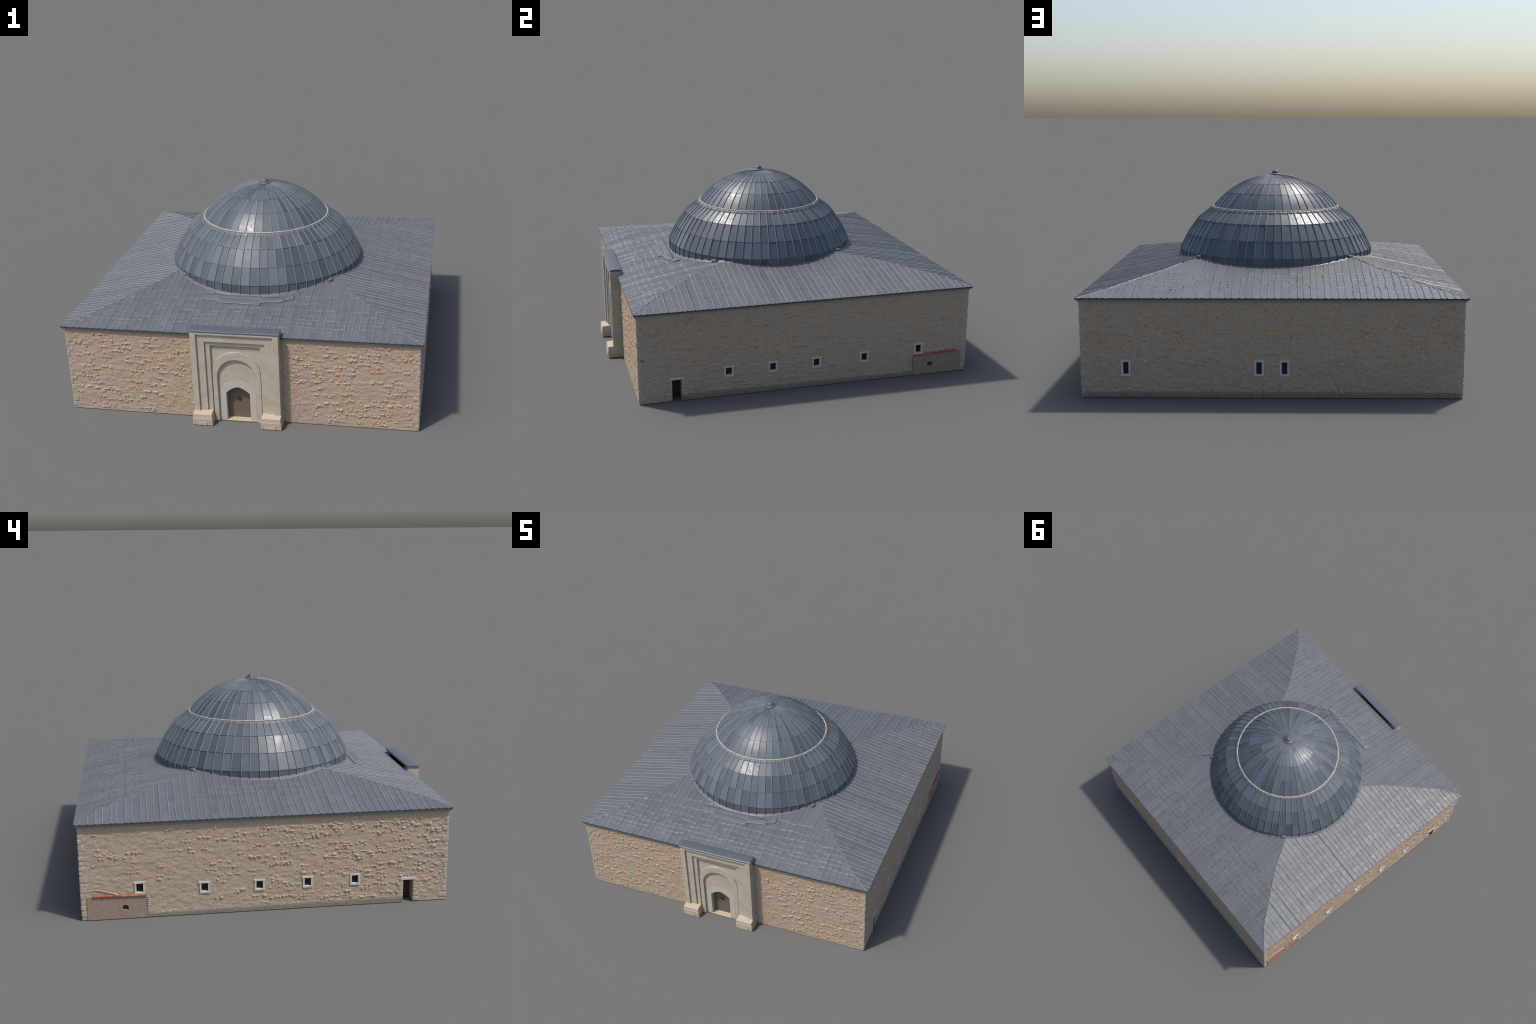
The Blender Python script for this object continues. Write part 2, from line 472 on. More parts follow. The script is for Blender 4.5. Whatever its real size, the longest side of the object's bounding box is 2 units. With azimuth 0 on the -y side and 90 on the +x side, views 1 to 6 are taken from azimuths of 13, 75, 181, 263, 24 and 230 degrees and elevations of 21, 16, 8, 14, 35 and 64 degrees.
for sd in range(4):
    st = []
    for c, z, a, b, h, rot, sh in LUMPS[sd]:
        r = RNG.random()
        if r < .5: st.append((c, z, a * .80, b * .78, .0004, rot, 0 if r < .16 else (1 if r < .36 else 2)))
        elif r < .87 and sd in (0, 1, 3): BRICKS[sd].append((c, z, a * .7, b * .75, .0006, rot, RNG.choice([0, 1, 2])))
    caps("rubble_stone", sd, st, M_STONE, WALLS[sd])
    caps("brick_fragment", sd, BRICKS[sd], M_BRICK, WALLS[sd])

# rounded, slightly lumpy block
def block_mesh(name, sx, sy, sz, mat, seed, rough=.08, power=5.0, n=6):
    verts, faces = [], []
    bm = bmesh.new(); bmesh.ops.create_cube(bm, size=2)
    bmesh.ops.subdivide_edges(bm, edges=bm.edges, cuts=n, use_grid_fill=True)
    for v in bm.verts:
        p = v.co.copy()
        l = (abs(p.x) ** power + abs(p.y) ** power + abs(p.z) ** power) ** (1 / power)
        p /= l
        d = 1 + rough * mnoise.noise(p * 1.7 + Vector((seed * 3.1, seed * 1.7, seed)))
        v.co = Vector((p.x * sx * d, p.y * sy * d, p.z * sz * d))
    me = bpy.data.meshes.new(name); bm.to_mesh(me); bm.free()
    me.polygons.foreach_set("use_smooth", np.ones(len(me.polygons), dtype=bool))
    me.materials.append(mat)
    return me

# quoins
QM = [block_mesh("quoin_stone", 1, 1, 1, M_QUOIN, i + 1, .10, 7.0) for i in range(6)]
DM = [block_mesh('dressed_stone', 1, 1, 1, M_STONE[i % 3], i + 11, .28, 3.2) for i in range(6)]
for cx, cy in ((-1, -1), (1, -1), (1, 1), (-1, 1)):
    z = 0.012; i = 0
    X = cx * WX; Y = WY0 if cy < 0 else WY1
    r2 = random.Random(11 if cy < 0 else 23)
    while z < WALL_TOP - .022:
        h = r2.uniform(.020, .040)
        la, lb = (r2.uniform(.022, .034), r2.uniform(.012, .018)) if i % 2 else (r2.uniform(.010, .016), r2.uniform(.020, .032))
        if z < .06: la *= 1.3; lb *= 1.3
        proud = r2.uniform(.0010, .0034)
        sx, sy = la / 2 + proud, lb / 2 + proud
        o = link(bpy.data.objects.new("quoin_stone", QM[r2.randrange(6)]))
        o.scale = (sx, sy, h / 2 * 1.03)
        o.location = (X - cx * (la / 2), Y - cy * (lb / 2), z + h / 2)
        o.parent = WALLS[0 if cy < 0 else 2]
        z += h; i += 1

# plinth of damp stone along the foot of the side and back walls
def plinth(sd, c0, c1, h0, h1, seed):
    n = int(abs(c1 - c0) / .004); verts, faces = [], []
    prof = [(0.0, 0.004), (.5, .0044), (.86, .0036), (1.0, .0008), (1.04, -.003)]
    for i in range(n + 1):
        t = i / n; c = c0 + (c1 - c0) * t
        h = h0 + (h1 - h0) * t + .0035 * vnoise(c * 12, seed, 0) + .0022 * vnoise(c * 55, seed, 3)
        for k, (a, d) in enumerate(prof):
            d2 = d + .0011 * vnoise(c * 70, a * 6, seed) + .0008 * vnoise(c * 180, a * 14, seed)
            z = h * a
            verts.append((c, WY1 + d2, z) if sd == 2 else (((WX + d2) if sd == 1 else (-WX - d2)), c, z))
    m = len(prof)
    for i in range(n):
        for k in range(m - 1):
            f = (i * m + k, (i + 1) * m + k, (i + 1) * m + k + 1, i * m + k + 1)
            faces.append(f if sd == 1 else f[::-1])
    o = mesh_obj("plinth", verts, faces, M_PLINTH, WALLS[sd], smooth=True)
plinth(1, -.675, .655, .035, .025, 1); plinth(3, -.675, .655, .035, .025, 1); plinth(2, -.94, .94, .029, .031, 4)

# cornice and soffit under the eaves
def ring_rect(name, prof, mats, parent):
    """sweep a profile of (outset from the wall plane, z) round the four sides"""
    verts, faces = [], []
    for d, z in prof:
        verts += [(-WX - d, WY0 - d, z), (WX + d, WY0 - d, z), (WX + d, WY1 + d, z), (-WX - d, WY1 + d, z)]
    for i in range(len(prof) - 1):
        for k in range(4):
            k2 = (k + 1) % 4
            faces.append((i * 4 + k, i * 4 + k2, (i + 1) * 4 + k2, (i + 1) * 4 + k))
    return mesh_obj(name, verts, faces, mats, parent)
ring_rect("cornice", [(-.02, .483), (.0015, .483), (.003, .4855), (.009, .492), (.013, .4965), (.013, .499), (-.03, .499)], M_CORN, ROOT)

# ================================================================== ROOF
ROOFP = empty("lead_roof", ROOT)
GD = [0, .12, .285, .42, .585, .75]; GE = [0, .145, .282, .397, .505, .61]
ZD = [0, .09, .15, .285, .42, .585, .75]; ZH = [0, .0215, .0345, .058, .080, .1045, .1265]
def zNS(d): return EZ + float(np.interp(d, ZD, ZH))
def zEW(d): return zNS(float(np.interp(d, GE, GD)))
def zN(d): return zNS(d) - .0016 * min(1, max(0, d / .15))
def roof_z(x, y):
    return min(zNS(y - EY0), zN(EY1 - y), zEW(EX - abs(x)))

RD = .53
def d_end(face, s):
    if face in ('S', 'N'):
        hip = float(np.interp(max(EX - abs(s), 0), GE, GD))
        r2 = RD ** 2 - (s - DCX) ** 2
        if r2 > 0:
            hip = min(hip, (DCY - math.sqrt(r2)) - EY0 if face == 'S' else EY1 - (DCY + math.sqrt(r2)))
    else:
        hip = float(np.interp(max(min(s - EY0, EY1 - s), 0), GD, GE))
        r2 = RD ** 2 - (s - DCY) ** 2
        if r2 > 0: hip = min(hip, EX - math.sqrt(r2) - DCX * (1 if face == 'E' else -1))
    return hip

def place(face, s, d, lift):
    if face == 'S': return (s, EY0 + d, zNS(d) + lift)
    if face == 'N': return (s, EY1 - d, zN(d) + lift)
    if face == 'E': return (EX - d, s, zEW(d) + lift)
    return (-EX + d, s, zEW(d) + lift)

def roof_face(face, count, wig, jog, seams, roll_h):
    a, b = (-EX, EX) if face in 'SN' else (EY0, EY1)
    rr = random.Random(ord(face))
    w0 = (b - a) / count
    base = [a + w0 * i + (rr.gauss(0, w0 * .10) if 0 < i < count else 0) for i in range(count + 1)]
    jogs = [[(rr.choice([0, 0, 0, 1]) * rr.uniform(-1, 1) * jog) for _ in range(len(seams) + 1)] for _ in range(count + 1)]
    def edge(i, d):
        if i == 0 or i == count: return base[i]
        k = sum(1 for q in seams if d > q)
        fadein = min(1, d / .04)
        return base[i] + (wig * (vnoise(i * 7.3, d * 9, ord(face)) + .4 * vnoise(i * 3.1, d * 34, 2)) + (jogs[i][k] if k else 0)) * fadein
    for i in range(count):
        # this strip's own cross seams
        sm = sorted(q + rr.gauss(0, .0035) for q in seams if rr.random() < .85)
        bounds = [0] + sm + [2.0]
        tones = [rr.choice([0, 1, 1, 2, 2, 3]) for _ in bounds]
        glint = [face in 'SN' and rr.random() < .20 for _ in bounds]  # some lap steps get the paler lead, drawing sun glints on the seams
        w = w0
        cols = [-.0032, -.0026, -.0013, .0002, .0017, .0030, .0036, w * .3, w * .55, w * .8, w * .97]
        def prof(o):
            q = (o - .0002) / .0033
            r = math.sqrt(max(0, 1 - q * q)) * roll_h if abs(q) < 1 else 0
            return r
        ds_ = list(np.arange(0, .62, .013)) + [q + e for q in sm for e in (-.0012, .0012)]
        ds_ = sorted(set([round(float(q), 5) for q in ds_ if q >= 0]))
        verts, faces, ids = [], [], []
        C = len(cols)
        endc = [d_end(face, min(max(base[i] + o, a + .0005), b - .0005)) for o in cols]
        dmax = max(endc)
        ds_ = [q for q in ds_ if q < dmax] + [dmax]
        # front lip
        grid = []
        for ri, d in enumerate([-1] + ds_):
            row = []
            for ci, o in enumerate(cols):
                dd = min(max(d, 0), endc[ci])
                e0 = edge(i, dd); e1 = edge(i + 1, dd)
                t = o / w
                s = e0 + (e1 - e0) * t if o > .0035 else e0 + o
                if i == 0 and o < 0: s = e0
                k = sum(1 for q in sm if dd > q)
                lo, hi = bounds[k], min(bounds[k + 1], .6)
                lap = .0016 * (1 - min(1, (dd - lo) / max(.03, hi - lo))) if k else .0008
                lift = prof(o) + lap + .0006 * vnoise(s * 40, d * 30, 5)
                if o > .0035: lift += .0006
                if d < 0:
                    p = list(place(face, s, 0, lift)); p[2] -= .0085
                else:
                    p = list(place(face, s, dd, lift))
                    if d == 0 and 0 < ci < C - 1: pass
                row.append((tuple(p), dd, k))
            grid.append(row)
        for row in grid:
            for p in row: verts.append(p[0])
        for ri in range(len(grid) - 1):
            for ci in range(C - 1):
                q = [(ri, ci), (ri, ci + 1), (ri + 1, ci + 1), (ri + 1, ci)]
                if ri > 0 and grid[ri + 1][ci][1] - grid[ri][ci][1] < 1e-6 and grid[ri + 1][ci + 1][1] - grid[ri][ci + 1][1] < 1e-6: continue
                f = [r * C + c for r, c in q]
                if face in 'NE' and face == 'N': f = f[::-1]
                if face == 'W': f = f[::-1]
                faces.append(f); kk = grid[ri + 1][ci][2]
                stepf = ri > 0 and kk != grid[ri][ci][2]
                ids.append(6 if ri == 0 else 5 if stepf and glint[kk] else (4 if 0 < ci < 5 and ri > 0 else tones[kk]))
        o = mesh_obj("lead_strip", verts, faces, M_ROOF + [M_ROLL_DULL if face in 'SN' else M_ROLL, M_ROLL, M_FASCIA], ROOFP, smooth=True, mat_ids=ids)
        me = o.data
        bm = bmesh.new(); bm.from_mesh(me)
        bmesh.ops.remove_doubles(bm, verts=bm.verts, dist=1e-6)
        bm.to_mesh(me); bm.free()
        me.set_sharp_from_angle(angle=math.radians(50))
seamS = [.055, .088, .124, .155, .195, .24, .30, .37]
seamN = [.075, .10, .135, .17, .205, .25, .30, .34]
seamE = [.06, .13, .20, .27, .335]
roof_face('S', 53, .0040, .002, seamS, .0032)
roof_face('N', 55, .0034, .0065, seamN, .0042)
roof_face('E', 53, .0022, .001, seamE, .0044)
roof_face('W', 53, .0022, .001, seamE, .0044)

# soft lead dressing along the hips
def hip_dressing(sx, front):
    verts, faces = [], []
    n = 60
    rr = random.Random(3 + sx + 2 * front)
    for i in range(n + 1):
        d = .004 + .52 * i / n
        e = float(np.interp(d, GD, GE))
        x = sx * (EX - e); y = EY0 + d if front else EY1 - d
        w = .0050 + .0016 * vnoise(d * 50, sx, front)
        dy = 1 if front else -1
        for k, l in ((-1, .0004), (-.45, .0030), (0, .0036), (.45, .0030), (1, .0004)):
            xx = x + sx * k * w; yy = y + dy * k * w
            verts.append((xx, yy, roof_z(xx, yy) + l))
    for i in range(n):
        for k in range(4):
            f = (i * 5 + k, i * 5 + k + 1, (i + 1) * 5 + k + 1, (i + 1) * 5 + k)
            faces.append(f)
    o = mesh_obj("hip_dressing", verts, faces, M_ROOF[2], ROOFP, smooth=True); fix_normals(o)
for sx in (-1, 1):
    for fr in (True, False): hip_dressing(sx, fr)

# timber deck under the lead, so that nothing shines through
def deck():
    verts, faces = [], []
    n = 30
    rings = []
    for i in range(n + 1):
        t = i / n
        d = .60 * t
        e = float(np.interp(d, GD, GE)); z = zNS(d) - .0075 if i else zNS(0) - .004
        d0 = max(d, .003); e0 = max(e, .003)
        verts += [(-EX + e0, EY0 + d0, z), (EX - e0, EY0 + d0, z), (EX - e0, EY1 - d0, z), (-EX + e0, EY1 - d0, z)]
    verts += [(-EX + .003, EY0 + .003, EZ - .0075), (EX - .003, EY0 + .003, EZ - .0075), (EX - .003, EY1 - .003, EZ - .0075), (-EX + .003, EY1 - .003, EZ - .0075)]
    for i in range(n):
        for k in range(4):
            k2 = (k + 1) % 4
            faces.append((i * 4 + k, i * 4 + k2, i * 4 + 4 + k2, i * 4 + 4 + k))
    B = (n + 1) * 4
    for k in range(4):
        k2 = (k + 1) % 4
        faces.append((k, B + k, B + k2, k2))
    faces.append((B, B + 3, B + 2, B + 1))
    o = mesh_obj("roof_deck", verts, faces, M_ROOF[0], ROOFP)
deck()

# ================================================================== DOME
DOME = empty("dome", ROOT)
NL, NU = 66, 46
LOW = [(.5590, .570), (.5572, .633), (.5120, .7210), (.4530, .8050), (.369, .869)]
UPP = [(.3625, .872), (.2795, .9555), (.195, 1.0095), (.103, 1.0425), (.034, 1.0535)]
def ang_list(n, off, jit, seed):
    r = random.Random(seed); st = 360 / n
    return [math.radians(off + st * i + r.gauss(0, st * jit)) for i in range(n)]
LOWA = ang_list(NL, 0.4, .035, 3)
UPPA = ang_list(NU, 0.4, .03, 5)
def dp(r, a, z): return (DCX + r * math.sin(a), DCY - r * math.cos(a), z)

def sub_profile(p0, p1, bulge, n=3):
    out = []
    L = math.dist(p0, p1); tx, tz = (p1[0] - p0[0]) / L, (p1[1] - p0[1]) / L
    for i in range(n + 1):
        t = i / n; b = bulge * 4 * t * (1 - t)
        out.append((p0[0] + (p1[0] - p0[0]) * t + tz * b, p0[1] + (p1[1] - p0[1]) * t - tx * b))
    return out

def shell(name, prof, angs, bulges, laps, seed):
    rr = random.Random(seed)
    n = len(angs)
    for row in range(len(prof) - 1):
        p = sub_profile(prof[row], prof[row + 1], bulges[row])
        L = math.dist(p[0], p[-1]); tx, tz = (p[-1][0] - p[0][0]) / L, (p[-1][1] - p[0][1]) / L
        for i in range(n):
            a0, a1 = angs[i], angs[(i + 1) % n]
            if a1 < a0: a1 += 2 * math.pi
            # every sheet sits with its own slight tilt, its foot lapping the sheet below
            t0 = laps[row] + rr.uniform(0, .0010 if name[0] == 'd' else .0004); t1 = rr.uniform(-.0002, .0006)
            sk = rr.uniform(-.0008, .0008)
            verts, faces = [], []
            m = len(p)
            for j, (r, z) in enumerate(p):
                f = j / (m - 1)
                for k, a in enumerate((a0, (a0 + a1) / 2, a1)):
                    rk = r * (1.0 if k != 1 else math.cos((a1 - a0) / 2))     # flat sheets, not curved
                    o = t0 * (1 - f) + t1 * f + sk * (k - 1) * (1 - f)
                    if j == m - 1: o -= .0008
                    verts.append(dp(rk + tz * o, a, z - tx * o))
            r, z = p[0]
            # turned-in lower lip
            lip = len(verts)
            for k, a in enumerate((a0, (a0 + a1) / 2, a1)):
                verts.append(dp(r - .004, a, z))
            faces += [(lip, lip + 1, 1, 0), (lip + 1, lip + 2, 2, 1)]
            for j in range(m - 1):
                for k in range(2):
                    q = j * 3 + k
                    faces.append((q, q + 1, q + 4, q + 3))
            mesh_obj(name, verts, faces, M_DOME, DOME, smooth=True).data.set_sharp_from_angle(angle=math.radians(25))
shell("dome_panel", LOW[:], LOWA, [0, .0002, .0002, .0004], [0, .0014, .0010, .0012], 41)
shell("crown_panel", UPP, UPPA, [.0032, .0016, .0024, .0012], [.0, .0005, .0004, .0002], 42)

def dome_ribs(name, prof, angs, w0, h0, taper, bulges, skip_end):
    pts = []
    for row in range(len(prof) - 1):
        q = sub_profile(prof[row], prof[row + 1], bulges[row], 4)
        pts += q if not pts else q[1:]
    rr = random.Random(len(angs))
    for i, a in enumerate(angs):
        verts, faces = [], []
        K = 7; S = rr.random() * 50
        for j, (r, z) in enumerate(pts):
            jn = min(j + 1, len(pts) - 1); jp = max(j - 1, 0)
            tx, tz = pts[jn][0] - pts[jp][0], pts[jn][1] - pts[jp][1]
            L = math.hypot(tx, tz); tx /= L; tz /= L
            k = 1.0 if not taper else min(1, .42 + .58 * r / .3)
            w = w0 * k; h = h0 * k
            da = .0010 * vnoise(S, z * 30, 0) / max(r, .1)
            for q in range(K):
                t = math.pi * q / (K - 1)
                u = -w * math.cos(t); o = h * math.sin(t) ** .7 if 0 < q < K - 1 else -.001
                verts.append((DCX + (r + tz * o) * math.sin(a + da) + u * math.cos(a), DCY - (r + tz * o) * math.cos(a + da) + u * math.sin(a), z - tx * o))
        for j in range(len(pts) - 1):
            for q in range(K - 1):
                b = j * K + q
                faces.append((b, b + 1, b + K + 1, b + K))
        mesh_obj(name, verts, faces, M_RIB, DOME, smooth=True)
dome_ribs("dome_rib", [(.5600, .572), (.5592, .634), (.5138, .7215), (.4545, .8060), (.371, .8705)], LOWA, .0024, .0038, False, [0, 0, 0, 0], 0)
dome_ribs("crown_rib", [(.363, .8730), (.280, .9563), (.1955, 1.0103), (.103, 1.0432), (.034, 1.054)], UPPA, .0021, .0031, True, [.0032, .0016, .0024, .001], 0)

def revolve(name, prof, mat, parent, n=96, wob=None, smooth=True):
    verts, faces = [], []
    for j, (r, z) in enumerate(prof):
        for i in range(n):
            a = 2 * math.pi * i / n
            dr, dz = wob(a, j) if wob else (0, 0)
            verts.append(dp(r + dr, a, z + dz))
    for j in range(len(prof) - 1):
        for i in range(n):
            i2 = (i + 1) % n
            faces.append((j * n + i, j * n + i2, (j + 1) * n + i2, (j + 1) * n + i))
    return mesh_obj(name, verts, faces, mat, parent, smooth=smooth)
# solid body under the sheets
revolve("dome_core", [(.552, .55), (.550, .632), (.505, .716), (.446, .799), (.362, .864), (.354, .868), (.268, .944), (.184, .999), (.096, 1.033), (.0005, 1.048)], M_DOME, DOME, 132, None, False)
# ragged flashing collar and lime bead at the step
def collar(a, j):
    q = vnoise(math.cos(a) * 14, math.sin(a) * 14, j * .7)
    q2 = vnoise(math.cos(a) * 45, math.sin(a) * 45, 7 + j)
    return (.0016 * q + .0008 * q2, .0010 * q2) if j < 4 else (0, 0)
revolve("ring_flashing", [(.3855, .8545), (.3845, .8590), (.376, .8670), (.370, .8715), (.360, .8735)], M_FLASH, DOME, 360, collar)
def beadw(a, j):
    q = vnoise(math.cos(a) * 20, math.sin(a) * 20, 3); q2 = vnoise(math.cos(a) * 60, math.sin(a) * 60, 9 + j * .3)
    return (.0022 * q + .0018 * q2, .0018 * q2)
B = []
for i in range(9):
    t = 2 * math.pi * i / 8
    B.append((.3655 + .0044 * math.cos(t), .8732 + .0034 * math.sin(t)))
bead = revolve("lime_bead", B[:-1] + [B[0]], M_MORTAR, DOME, 300, beadw)
fix_normals(bead)
# torn lead tabs turned up along the step
tv, tf = [], []
rt = random.Random(17)
for i in range(84):
    a = 2 * math.pi * (i + rt.uniform(-.3, .3)) / 84; da = rt.uniform(.018, .036); h = rt.uniform(.0024, .0070); b = len(tv)
    for q, (r, z) in enumerate(((.3835, .8565), (.3800 + h * .4, .8610 + h * .5), (.3725 + h * .3, .8680 + h * .7), (.3680, .8712))):
        for k in (-1, -.3, .4, 1):
            tv.append(dp(r + rt.uniform(-.0008, .0008), a + da * k, z + rt.uniform(-.0006, .0006) - (.0012 if abs(k) == 1 else 0)))
    for q in range(3):
        for k in range(3):
            tf.append((b + q * 4 + k, b + q * 4 + k + 1, b + q * 4 + k + 5, b + q * 4 + k + 4))
o = mesh_obj("flashing_tab", tv, tf, M_FLASH, DOME, smooth=True, kind="stuff")
# finial
FIN = [(.0005, 1.048), (.034, 1.0525), (.0366, 1.0550), (.0366, 1.0575), (.033, 1.0605), (.0285, 1.0620), (.0230, 1.0623), (.0220, 1.0630)]
for i in range(1, 9):
    t = math.pi / 2 * i / 8
    FIN.append((max(.0004, .0220 * math.cos(t) ** .9), 1.0630 + .0190 * math.sin(t)))
revolve("finial", FIN, M_CAP, DOME, 48)
# low drip strip where dome and roof meet
def apron(a, j):
    return (.003 * vnoise(math.cos(a) * 9, math.sin(a) * 9, 1) * (j == 0), 0)
n = 180; verts = []; faces = []
for j, (r, l) in enumerate(((.575, -.002), (.573, .0018), (.563, .0030), (.554, .010))):
    for i in range(n):
        a = 2 * math.pi * i / n
        rr_ = r + (.006 * vnoise(math.cos(a) * 5, math.sin(a) * 5, 1) if j < 2 else 0)
        x, y, _ = dp(rr_, a, 0)
        verts.append((x, y, roof_z(x, y) + l + .001))
for j in range(3):
    for i in range(n):
        i2 = (i + 1) % n
        faces.append((j * n + i, j * n + i2, (j + 1) * n + i2, (j + 1) * n + i))
mesh_obj("base_flashing", verts, faces, M_ROOF[3], DOME, smooth=True)

# square lead hoods where the hips meet the dome
for x, y in ((.432, -.379), (.418, .377), (-.418, .371), (-.413, -.379)):
    me = block_mesh("hip_block", .017, .012, .010, M_FLASH, 3 + x, .06, 6.0, 3)
    o = link(bpy.data.objects.new("hip_block", me)); o.parent = DOME
    o.location = (x, y, roof_z(x, y) + .006); o.rotation_euler = (0, 0, math.atan2(y, x) + math.pi / 2)

# patched flashing sheets below the dome, on the portal side
def patch(x0, x1, y0, y1, skew, lift):
    verts, faces = [], []
    nx_, ny_ = 14, 5
    for j in range(ny_ + 1):
        for i in range(nx_ + 1):
            u, v = i / nx_, j / ny_
            x = x0 + (x1 - x0) * u; y = y0 + (y1 - y0) * v + skew * (u - .5)
            l = lift + .0012 * vnoise(x * 30, y * 30, 3)
            verts.append((x, y, roof_z(x, y) + l))
    W = nx_ + 1
    for j in range(ny_):
        for i in range(nx_):
            faces.append((j * W + i, j * W + i + 1, (j + 1) * W + i + 1, (j + 1) * W + i))
    o = mesh_obj("flashing_sheet", verts, faces, M_FLASH, ROOFP, smooth=True)
    m = o.modifiers.new("thick", 'SOLIDIFY'); m.thickness = .0025; m.offset = -1
patch(-.16, .085, -.655, -.615, -.006, .0058)
patch(-.25, .17, -.628, -.575, -.004, .0050)
patch(.07, .205, -.630, -.590, .016, .0062)
patch(.20, .255, -.600, -.560, .022, .0056)

# ================================================================== PORTAL
PORT = empty("portal", ROOT)
def u_shape(ox, oz, ix, iz, z0=0.0):
    return [(-ox, z0), (-ox, oz), (ox, oz), (ox, z0), (ix, z0), (ix, iz), (-ix, iz), (-ix, z0)]
extrude_xz("portal_frame", u_shape(.2350, .5350, .204, .522), -.965, -.898, M_LIME, PORT, .0012)
extrude_xz("portal_frame", u_shape(.2038, .5325, .1615, .478), -.9555, -.898, M_LIME, PORT, .0012)
extrude_xz("portal_frame", u_shape(.1613, .532, .134, .456), -.947, -.898, M_LIME, PORT, .0012)
def arch(hw, spring, top, n=28, cx=0.0, pw=2.0):
    out = []
    for i in range(n + 1):
        t = math.pi * i / n
        out.append((cx - hw * math.copysign(abs(math.cos(t)) ** (2 / pw), math.cos(t)), spring + (top - spring) * math.sin(t) ** (2 / pw)))
    return out
def arch_band(name, outer, inner, y0, y1, mat, bev=.001):
    pts = [(outer[0][0], 0)] + outer + [(outer[-1][0], 0), (inner[-1][0], 0)] + inner[::-1] + [(inner[0][0], 0)]
    return extrude_xz(name, pts, y0, y1, mat, PORT, bev)
A_OUT = arch(.1300, .287, .418); A_IN = arch(.1050, .265, .372)
D_SUR = arch(.0975, .165, .245); D_IN = [(-.0645 + .129 * i / 20, .168 + .0365 * (1 - abs(-1 + i / 10) ** 1.75)) for i in range(21)]
pts = [(-.134, 0), (-.134, .456), (.134, .456), (.134, 0), (.128, 0)] + arch(.128, .287, .416)[::-1] + [(-.128, 0)]
extrude_xz("spandrel", pts, -.936, -.898, M_LIME, PORT)
arch_band("arch_band", A_OUT, A_IN, -.9425, -.898, M_LIME, .0014)
arch_band("tympanum", arch(.1055, .265, .3725), D_SUR, -.9300, -.8975, M_LIME, 0)
arch_band("door_surround", D_SUR, D_IN, -.9306, -.8970, M_LIME_PALE, .0004)
# door
DOOR = empty("main_door", PORT)
n = 9
for i in range(n):
    x0 = -.068 + .136 * i / n; x1 = -.068 + .136 * (i + 1) / n
    box("plank", x0 + .0001, x1 - .0001, -.8965 - (i % 3) * .0002, -.888, .004, .212, M_WOOD, DOOR, .0004)
box("door_backing", -.075, .075, -.889, -.884, .0, .22, M_DARK, DOOR)
def torus(name, loc, R_, r_, mat, parent, n1=24, n2=8):
    v, f = [], []
    for i in range(n1):
        a = 2 * math.pi * i / n1
        for j in range(n2):
            b = 2 * math.pi * j / n2
            v.append((loc[0] + (R_ + r_ * math.cos(b)) * math.cos(a), loc[1] + r_ * math.sin(b), loc[2] + (R_ + r_ * math.cos(b)) * math.sin(a)))
    for i in range(n1):
        for j in range(n2):
            i2, j2 = (i + 1) % n1, (j + 1) % n2
            f.append((i * n2 + j, i * n2 + j2, i2 * n2 + j2, i2 * n2 + j))
    return mesh_obj(name, v, f, mat, parent, smooth=True)
torus("door_knocker", (-.001, -.9000, .120), .0075, .0028, M_IRON, DOOR)
me = block_mesh("knocker_plate", .006, .003, .006, M_IRON, 1, .02, 2.4, 4)
o = link(bpy.data.objects.new("knocker_plate", me)); o.location = (-.001, -.899, .120); o.parent = DOOR
box("threshold", -.066, .066, -.934, -.889, 0, .0055, M_PED, PORT, .0012)

# pedestals either side of the door
for sgn in (-1, 1):
    P_ = empty("pedestal", PORT)
    def xb(a, b): return (min(sgn * a, sgn * b), max(sgn * a, sgn * b))
    x0, x1 = xb(.1345, .2375)
    # sloped weathering on top
    v = [(x0, -.996, .064), (x1, -.996, .064), (x1, -.905, .064), (x0, -.905, .064),
         (x0 + .001, -.992, .067), (x1 - .001, -.992, .067), (x1 - .001, -.905, .073), (x0 + .001, -.905, .073)]
    f = [(0, 1, 5, 4), (1, 2, 6, 5), (2, 3, 7, 6), (3, 0, 4, 7), (4, 5, 6, 7), (3, 2, 1, 0)]
    o = mesh_obj("pedestal_top", v, f, M_PED, P_)
    box("pedestal_band", x0, x1, -.9962, -.905, .041, .064, M_PED_BAND, P_, .0010)
    x0, x1 = xb(.1315, .2405)
    box("pedestal_block", x0, x1, -.9985, -.905, .0155, .041, M_PED, P_, .0018)
    box("pedestal_foot", x0 + .017, x1 - .031, -.9995, -.905, .0, .0170, M_PED, P_, .0012)
    box("pedestal_foot", x0 - .001, x0 + .0155, -.9975, -.905, .0, .0145, M_PED, P_, .0015)
    box("pedestal_foot", x1 - .0295, x1 + .001, -.9975, -.905, .0, .0145, M_PED, P_, .0015)

# lead cap over the portal, gently cambered
verts, faces = [], []
prof = [(-.9660, .5345), (-.9662, .5410), (-.961, .5440), (-.945, .5462), (-.925, .5468), (-.904, .5452), (-.8970, .5425), (-.8970, .5345)]
nxs = 18
for i in range(nxs + 1):
    x = -.239 + .478 * i / nxs
    for y, z in prof: verts.append((x, y, z + .0004 * vnoise(x * 30, y * 30)))
m_ = len(prof)
for i in range(nxs):
    for k in range(m_):
        k2 = (k + 1) % m_
        faces.append((i * m_ + k, i * m_ + k2, (i + 1) * m_ + k2, (i + 1) * m_ + k))
faces.append(tuple(range(m_))[::-1]); faces.append(tuple(nxs * m_ + k for k in range(m_)))
o = mesh_obj("portal_cap", verts, faces, M_CAP, PORT); fix_normals(o)
# masonry behind the cap, above the eave
box("portal_back", -.2335, .2335, -.944, -.9045, .49, .5346, M_LIME, PORT)

